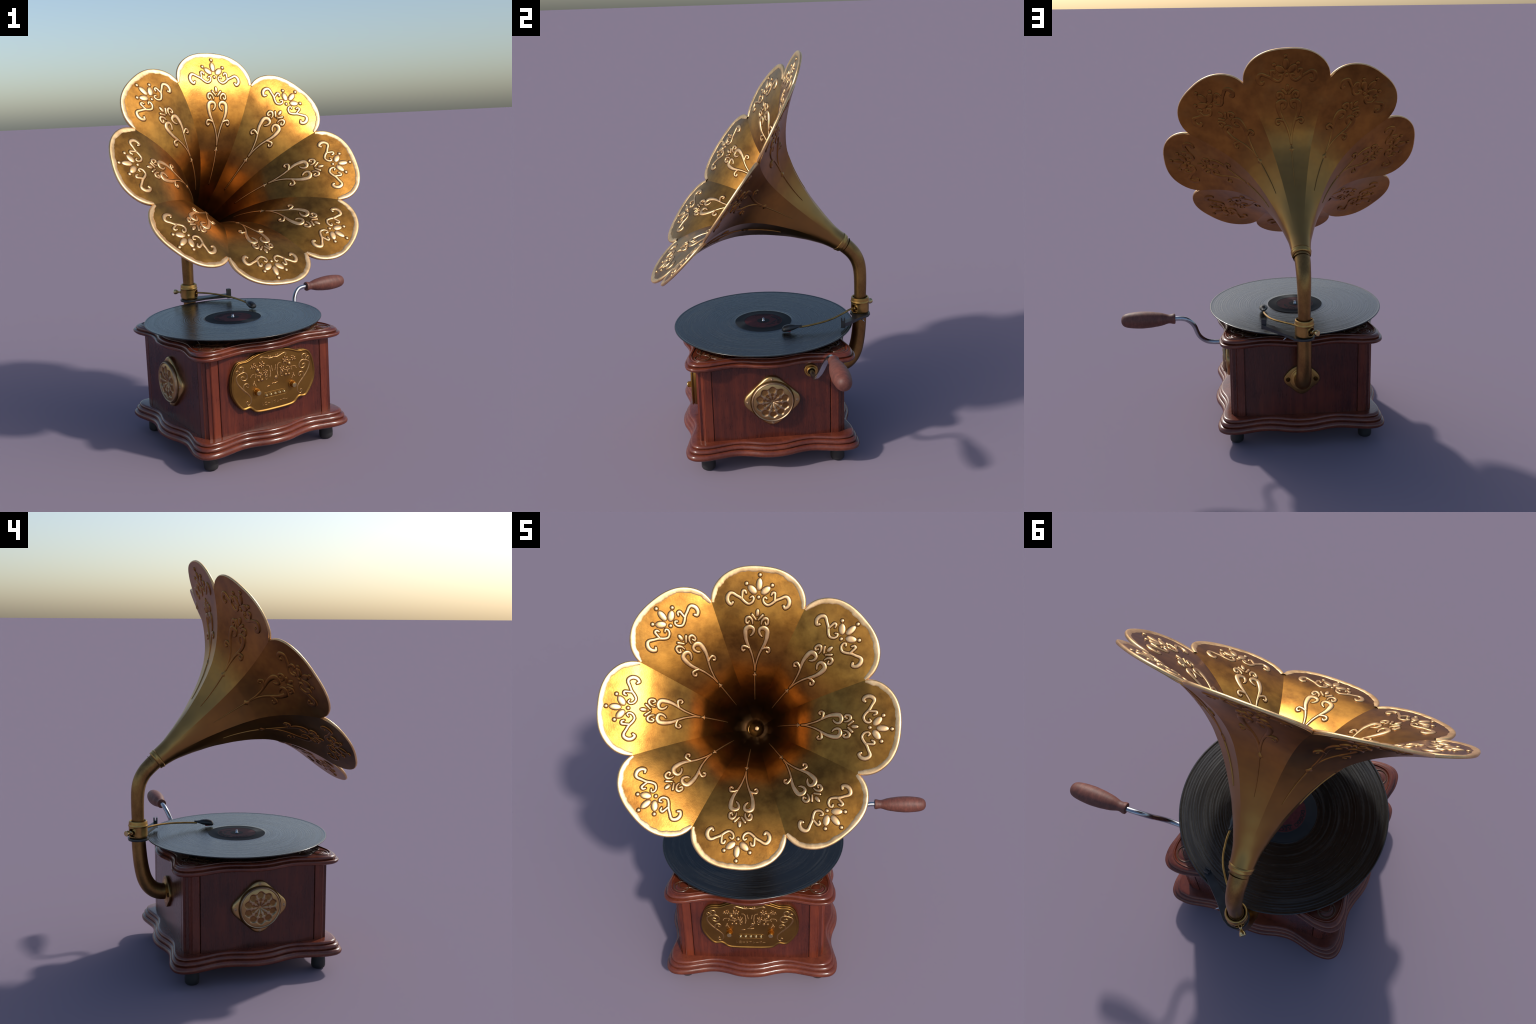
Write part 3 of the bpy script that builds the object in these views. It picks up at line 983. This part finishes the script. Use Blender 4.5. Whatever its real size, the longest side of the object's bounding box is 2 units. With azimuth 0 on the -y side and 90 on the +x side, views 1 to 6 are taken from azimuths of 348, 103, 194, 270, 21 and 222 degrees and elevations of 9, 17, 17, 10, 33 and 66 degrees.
# raised frames of the windows, with a boss inside each
wf = None
for sgn in (1, -1):
    fr = frame(CC + Vector((0, 0, 0.682)), ARM * sgn, (0, 0, 1))
    g = Geo()
    loop_ = []
    for i in range(33):
        a = 2 * pi * i / 32
        ca, sa = cos(a), sin(a)
        k = (abs(ca) ** 3.2 + abs(sa) ** 3.2) ** (-1 / 3.2)
        x, y = 0.0222 * k * ca, 0.0202 * k * sa
        loop_.append(Vector((x, y, sqrt(max(0, 0.0468 ** 2 - y * y)))))
    g.tube(loop_, 0.0021, 8, caps=False)
    g.make("window_frame", M["collar"], collar, fr)
    g = Geo()
    g.lathe([(0.013, 0.030), (0.013, 0.034), (0.0085, 0.036), (0.0075, 0.046), (0.0095, 0.047), (0.0095, 0.050), (0.006, 0.0515), (0.0045, 0.054), (0.0, 0.055)], 24)
    g.make("socket_boss", M["collar"], collar, fr, angle=40)
# thumbscrew
g = Geo()
g.lathe([(0.004, 0.048), (0.0048, 0.052), (0.0068, 0.0545), (0.0068, 0.0585), (0.0045, 0.061), (0.005, 0.064), (0.0085, 0.070), (0.0125, 0.077), (0.0142, 0.080), (0.0142, 0.0905), (0.0125, 0.0925), (0.0, 0.093)], 20)
g.make("thumbscrew", M["knob_cap"], collar, frame(CC + Vector((0, 0, 0.688)), -ARM), angle=40)

# tone arm
arm = spline([(0.030, 0.474, 0.6875), (0.057, 0.441, 0.6865), (0.087, 0.409, 0.6835), (0.131, 0.351, 0.6765), (0.157, 0.298, 0.6705), (0.170, 0.247, 0.6655), (0.177, 0.207, 0.6615), (0.178, 0.166, 0.658)], 6)
g = Geo()
g.tube(arm, 0.0050, 14)
ta = g.make("tone_arm", M["collar"], root)
g = Geo()
head = [(0.180, 0.178, 0.6625), (0.179, 0.165, 0.661), (0.1785, 0.150, 0.6585), (0.178, 0.135, 0.6565), (0.177, 0.115, 0.654), (0.176, 0.098, 0.651), (0.1755, 0.085, 0.648), (0.175, 0.078, 0.646)]
hs = spline(head, 3)
hr = [lerp_table([(0, 0.0068), (0.14, 0.0075), (0.28, 0.0115), (0.43, 0.0185), (0.60, 0.0225), (0.80, 0.0208), (0.93, 0.0150), (1.0, 0.008)], i / (len(hs) - 1)) for i in range(len(hs))]
n = 20
rows = [[Vector((p.x + r_ * cos(2 * pi * j / n), p.y, p.z + 0.002 + (0.86 if sin(2 * pi * j / n) > 0 else 0.66) * r_ * sin(2 * pi * j / n))) for j in range(n)] for p, r_ in zip(hs, hr)]
g.grid(rows, closed=True)
g.fan(rows[0][::-1])
g.fan(rows[-1])
hd = g.make("pickup_head", M["black"], ta, angle=60)
g = Geo()
g.box((0.1765, 0.103, 0.6425), (0.0085, 0.018, 0.0035))
g.make("cartridge", M["red"], hd, angle=30)
g = Geo()
g.lathe([(0.0022, 0.0), (0.0014, -0.004), (0.0003, -0.006)], 10, Matrix.Translation((0.1765, 0.095, 0.6415)))
g.lathe([(0.0012, 0.0), (0.0008, 0.012), (0.0, 0.014)], 8, frame((0.175, 0.079, 0.646), (0, -1, -0.2)))
g.make("needle", M["steel"], hd)

# arm rest bracket
g = Geo()
pl = []
for i in range(19):
    a = radians(95 + 10 * i)
    pl.append((CC.x + 0.0515 * cos(a), CC.y + 0.0515 * sin(a)))
pl += [(0.0, 0.4605), (0.030, 0.463), (0.075, 0.4505), (0.176, 0.378), (0.198, 0.379), (0.203, 0.394), (0.098, 0.492), (0.074, 0.520), (0.050, 0.545), (0.022, 0.560)]
g.prism(pl[::-1], 0.6385, 0.6500, 0.012)
for v_ in g.v:       # the arm of the bracket rises towards the fork
    v_.z += 0.011 * max(0.0, min(1.0, (v_.x - 0.05) / 0.14))
br = g.make("rest_bracket", M["black"], root, angle=40)
g = Geo()
fr = frame((0.1895, 0.3855, 0), (0, 0, 1), (0.2, 1, 0))
g.box((0, 0, 0.665), (0.0105, 0.0115, 0.019), fr)
g.box((0.0072, 0, 0.691), (0.0034, 0.0115, 0.0085), fr)
g.box((-0.0072, 0, 0.691), (0.0034, 0.0115, 0.0085), fr)
g.make("rest_fork", M["black"], br, angle=30)
g = Geo()
g.tube([(0.082, 0.500, 0.644), (0.094, 0.508, 0.639), (0.104, 0.514, 0.6335)], [0.004, 0.0028, 0.0004], 8)
g.make("bracket_catch", M["steel"], br)

# ------------------------------------------------------------------ horn
HYAW = radians(0.35)
RZ = Matrix.Rotation(HYAW, 4, "Z")
X_ = RZ @ Vector((1, 0, 0))
A_ = RZ @ AX
U_ = A_.cross(X_)
HM = Matrix((X_, U_, A_)).transposed().to_4x4()
HM.translation = H0
ROLL = radians(4.4)
# flare: (distance of a panel from the axis, distance along the axis)
PROF = [(0.0395, 0.0), (0.0430, 0.04), (0.0490, 0.08), (0.0595, 0.12), (0.0710, 0.16), (0.0845, 0.20), (0.1015, 0.25), (0.1220, 0.30), (0.1485, 0.36), (0.1810, 0.42),
        (0.2070, 0.46), (0.2370, 0.50), (0.2870, 0.55), (0.3550, 0.60), (0.4280, 0.6400), (0.5060, 0.6720), (0.5700, 0.6905), (0.6300, 0.7045), (0.6800, 0.7150)]
PS = spline([(a, t, 0) for a, t in PROF], 6)


def axial(a):
    lo, hi = 0, len(PS) - 1
    if a <= PS[0].x:
        return PS[0].y
    if a >= PS[-1].x:
        d = PS[-1] - PS[-2]
        return PS[-1].y + (a - PS[-1].x) * d.y / d.x
    while hi - lo > 1:
        m_ = (lo + hi) // 2
        if PS[m_].x <= a:
            lo = m_
        else:
            hi = m_
    p, q = PS[lo], PS[hi]
    return p.y + (q.y - p.y) * (a - p.x) / (q.x - p.x)


def slope(a):
    e = 0.004
    d = Vector((2 * e, axial(a + e) - axial(a - e)))
    return d.normalized()


AN, AT, T8 = 0.506, 0.6705, tan(pi / 8)
W0 = AN * T8
THICK = 0.0065


def petal_edge(w):
    """outer end of a petal at the sideways distance w"""
    q = min(1.0, abs(w) / W0)
    return AN + (AT - AN) * (1 - q ** 2.4) ** (1 / 2.2)


def roundness(a):
    t = min(1, max(0, (a - 0.05) / 0.11))
    return 1 - t * t * (3 - 2 * t)


BOW = [(0.04, 0.001), (0.09, 0.0045), (0.13, 0.007), (0.23, 0.0085), (0.35, 0.0095), (0.46, 0.0085), (0.52, 0.0065), (0.58, 0.0035), (0.64, 0.0012), (0.68, 0.0005)]


def petal_map(w, a, h, outside=False):
    """panel coordinates -> horn space, petal at the top; h > 0 rises from the inner face"""
    s = slope(a)
    z = axial(a)
    half = min(a, AN) * T8
    # the sheet is thickest halfway up the bell; inner faces bow a little towards the mouth
    if outside:
        h -= THICK
    else:
        h += lerp_table(BOW, a) * (1.08 - 0.22 * min(1.0, abs(w) / half) ** 2)
    yy = a - s.y * h
    zz = z + s.x * h
    w *= yy / a if a < AN else (AN - s.y * h) / AN
    rd = roundness(a)
    if rd > 0:
        ang = atan2(w, yy)
        rr = hypot(w, yy) * (1 - rd) + yy * 1.03 * rd
        return Vector((rr * sin(ang), rr * cos(ang), zz))
    return Vector((w, yy, zz))


NV, NRW, NPET = 25, 60, 18
vs = [sin(pi / 2 * (-1 + 2 * j / (NV - 1))) for j in range(NV)]
a_rows = []
for i in range(NRW + 1):
    k = i / NRW * (len(PS) - 1)
    a_rows.append(k)
# rows along the throat and bell up to the notch, evenly spaced along the curve
throat = [p.x for p in PS if p.x < AN - 0.004] + [AN]


def panel(h, outside=False):
    rows = []
    for a in throat:
        rows.append([petal_map(v * a * T8, a, h, outside) for v in vs])
    for i in range(1, NPET + 1):
        u = i / NPET
        u = 1 - (1 - u) ** 1.6
        row = []
        for v in vs:
            w = v * W0
            a = AN + (petal_edge(w) - AN) * u
            bul = 0.0035 * sin(pi * min(1, (a - AN) / (AT - AN) * 1.3)) * (v ** 5)
            row.append(petal_map(w + bul, a, h, outside))
        rows.append(row)
    return rows


pi_rows = panel(0.0)
po_rows = panel(0.0, True)
verts, faces, fmat = [], [], []
for k in range(8):
    ang = ROLL + k * pi / 4
    R = Matrix.Rotation(-ang, 4, "Z")
    for which, rws in ((0, pi_rows), (1, po_rows)):
        o = len(verts)
        w = len(rws[0])
        for r_ in rws:
            verts.extend(R @ p for p in r_)
        for i in range(len(rws) - 1):
            for j in range(w - 1):
                q = (o + i * w + j, o + i * w + j + 1, o + (i + 1) * w + j + 1, o + (i + 1) * w + j)
                faces.append(q if which == 0 else q[::-1])
                fmat.append(which)
    # rim between inner and outer face
    o = len(verts)
    e1, e2 = pi_rows[-1], po_rows[-1]
    w = len(e1)
    verts.extend(R @ p for p in e1)
    verts.extend(R @ p for p in e2)
    for j in range(w - 1):
        faces.append((o + j, o + j + 1, o + w + j + 1, o + w + j))
        fmat.append(2)
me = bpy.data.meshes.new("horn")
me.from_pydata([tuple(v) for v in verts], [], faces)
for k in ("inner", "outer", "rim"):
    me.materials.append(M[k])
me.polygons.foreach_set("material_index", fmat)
bm = bmesh.new()
bm.from_mesh(me)
# join panels only in the round throat, so the creases between petals stay crisp
thr = [v for v in bm.verts if v.co.z < 0.17]
bmesh.ops.remove_doubles(bm, verts=thr, dist=2e-5)
bm.to_mesh(me)
bm.free()
me.shade_smooth()
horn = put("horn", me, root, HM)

# pale worn rim, a low uneven bead along every petal edge
def trim_mesh(seed):
    g = Geo()
    rng = random.Random(seed)
    path = []
    for j in range(-60, 61):
        q = sin(pi / 2 * j / 60)
        path.append((q * W0, petal_edge(q * W0)))
    # dense even spacing
    rows = []
    n_ = len(path)
    for i, (x, a) in enumerate(path):
        x0, a0 = path[max(i - 1, 0)]
        x1, a1 = path[min(i + 1, n_ - 1)]
        t = Vector((x1 - x0, a1 - a0)).normalized()
        inw = Vector((t.y, -t.x))
        if inw.dot(Vector((-x, 0.53 - a))) < 0:
            inw = -inw
        bul = 0.0035 * sin(pi * min(1, (a - AN) / (AT - AN) * 1.3)) * ((x / W0) ** 5)
        wd = 0.0225 + 0.0060 * noise.noise(Vector((x * 26 + seed * 7, a * 26, seed))) + 0.0022 * noise.noise(Vector((x * 90, a * 90, seed + 5)))
        wd *= 0.45 + 0.55 * min(1, (a - AN) / 0.05 + 0.25)
        row = []
        for u, hh in ((0.004, -THICK - 0.0002), (-0.0008, -THICK - 0.0012), (-0.0034, -THICK * 0.5), (-0.0026, 0.0022), (0.002, 0.0040), (0.35 * wd, 0.0036), (0.7 * wd, 0.0022), (0.9 * wd, 0.0010), (wd, -0.0004)):
            px, pa = x + bul + inw.x * u, a + inw.y * u
            # stay inside the own panel near the notch
            lim = max(pa, 0.05) * T8
            if pa < AN + 0.02:
                px = max(-lim, min(lim, px))
            row.append(petal_map(px, pa, hh))
        rows.append(row)
    g.grid(rows)
    return g


for k in range(8):
    ang = ROLL + k * pi / 4
    trim_mesh(k + 1).make("petal_rim", M["rim"], horn, Matrix.Rotation(-ang, 4, "Z"))

# ornaments, drawn on one petal and repeated; x sideways, a outwards
SC = [(0.1150, 0.5107), (0.1229, 0.5032), (0.1360, 0.5135), (0.1390, 0.5314), (0.1302, 0.5470), (0.1170, 0.5500), (0.0990, 0.5417), (0.0784, 0.5322), (0.0597, 0.5173),
      (0.0424, 0.5105), (0.0260, 0.5194), (0.0212, 0.5344), (0.0282, 0.5425), (0.0364, 0.5372)]
SCW = [0.0052, 0.0062, 0.0076, 0.0082, 0.0075, 0.0062, 0.0052, 0.0054, 0.0050, 0.0046, 0.0046, 0.0042, 0.0038, 0.0034]
BR = [(0.0728, 0.5300), (0.0733, 0.5463), (0.0721, 0.5618), (0.0619, 0.5635), (0.0568, 0.5540)]
BRW = [0.0042, 0.0048, 0.0055, 0.0050, 0.0040]
LEAF = [(0.0235, 0.4675), (0.0064, 0.4489)]
CU = [(0.0197, 0.4318), (0.0229, 0.4456), (0.0355, 0.4562), (0.0482, 0.4519), (0.0504, 0.4365), (0.0415, 0.4310), (0.0364, 0.4396)]
CUW = [0.0028, 0.0040, 0.0052, 0.0050, 0.0044, 0.0036, 0.0030]
TE = [(0.0016, 0.2443), (0.0040, 0.2687), (0.0153, 0.3046), (0.0290, 0.3320), (0.0440, 0.3592), (0.0502, 0.3869), (0.0485, 0.4072), (0.0333, 0.4165), (0.0167, 0.4129), (0.0124, 0.4014), (0.0175, 0.3892), (0.0262, 0.3818)]
TEW = [0.0020, 0.0024, 0.0030, 0.0040, 0.0064, 0.0084, 0.0086, 0.0076, 0.0058, 0.0052, 0.0038, 0.0020]
SD = [(0.0290, 0.3313), (0.0442, 0.3367), (0.0599, 0.3370), (0.0652, 0.3262), (0.0580, 0.3188), (0.0505, 0.3227)]
SDW = [0.0030, 0.0034, 0.0040, 0.0038, 0.0034, 0.0028]
STEM = [(0.0, 0.226), (0.0, 0.205), (0.0, 0.185), (0.0, 0.165), (0.0, 0.147), (0.0, 0.130)]
STW = [0.0034, 0.0034, 0.0031, 0.0028, 0.0022, 0.0012]
mir = lambda l: [(-x, y) for x, y in l]


def motif(g, h, mapf, grow=0.0, flat=False, parts="all"):
    def rib(p, w):
        for q in (p, mir(p)):
            if flat:
                g.flat(mapf, q, [x + grow for x in w], h)
            else:
                g.ribbon(mapf, q, [x * 1.22 + 0.0004 + grow for x in w], h, sec=9, base=-0.0008, power=2.6)
    def bl(x, y, rx, ry, a, hh=None):
        if flat:
            g.blob(mapf, x, y, rx + grow, ry + grow, a, h, 18, 2, base=-0.0004)
        else:
            g.blob(mapf, x, y, rx + grow, ry + grow, a, hh or h, base=-0.0008)
    if parts in ("all", "flower"):
        bl(0, 0.6350, 0.0088, 0.0088, 0, h * 1.1)
        bl(0, 0.5953, 0.0148, 0.0278, 0, h * 1.1)
        bl(0, 0.5407, 0.0082, 0.0082, 0)
        for s in (1, -1):
            bl(0.0575 * s, 0.5945, 0.0088, 0.0088, 0, h * 1.1)
            bl(0.0300 * s, 0.5708, 0.0258, 0.0156, s * radians(38), h * 1.1)
    if parts in ("all", "scroll"):
        rib(SC, SCW)
        rib(BR, BRW)
    if parts in ("all", "tendril"):
        bl(0, 0.4771, 0.0090, 0.0160, 0)
        rib(LEAF, [0.0046, 0.0036])
        rib(CU, CUW)
        rib(TE, TEW)
        rib(SD, SDW)
        q = STEM
        if flat:
            g.flat(mapf, q, [x + grow * 0.6 for x in STW], h)
        else:
            g.ribbon(mapf, q, STW, h * 0.8, base=-0.0008, power=2.6)
        # four-pointed knot
        pts = []
        for i in range(8):
            a = pi / 2 + i * pi / 4
            r_ = (0.0145 if i % 4 == 0 else 0.0135) if i % 2 == 0 else 0.0062
            pts.append(((r_ + grow) * cos(a), 0.226 + (r_ + grow) * sin(a)))
        o = len(g.v)
        g.v.extend(mapf(x, y, -0.0006) for x, y in pts)
        g.v.extend(mapf(x * 0.6, 0.226 + (y - 0.226) * 0.6, h * (1 if flat else 0.75)) for x, y in pts)
        for i in range(8):
            j = (i + 1) % 8
            g.f.append((o + i, o + j, o + 8 + j, o + 8 + i))
        g.f.append(tuple(o + 8 + i for i in range(8)))


shared = {}
for part, nm in (("flower", "flower_ornament"), ("scroll", "scroll_ornament"), ("tendril", "tendril_ornament")):
    g = Geo()
    motif(g, 0.0042, petal_map, parts=part)
    shared[nm] = g
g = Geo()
motif(g, 0.0005, petal_map, grow=0.0050, flat=True)  # wider dark ribbons under the relief, seen as a dark outline round it
shared["ornament_dark_outline"] = g
back_map = lambda w, a, h: petal_map(w, a, -h, True)
g = Geo()
motif(g, 0.0052, back_map, grow=0.0022)
shared["embossed_back"] = g
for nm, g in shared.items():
    mt = {"ornament_dark_outline": M["patina"], "embossed_back": M["outer"]}.get(nm, M["orn"])
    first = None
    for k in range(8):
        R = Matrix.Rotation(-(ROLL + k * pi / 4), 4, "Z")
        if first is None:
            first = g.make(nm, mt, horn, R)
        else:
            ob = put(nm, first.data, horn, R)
bpy.context.view_layer.update()
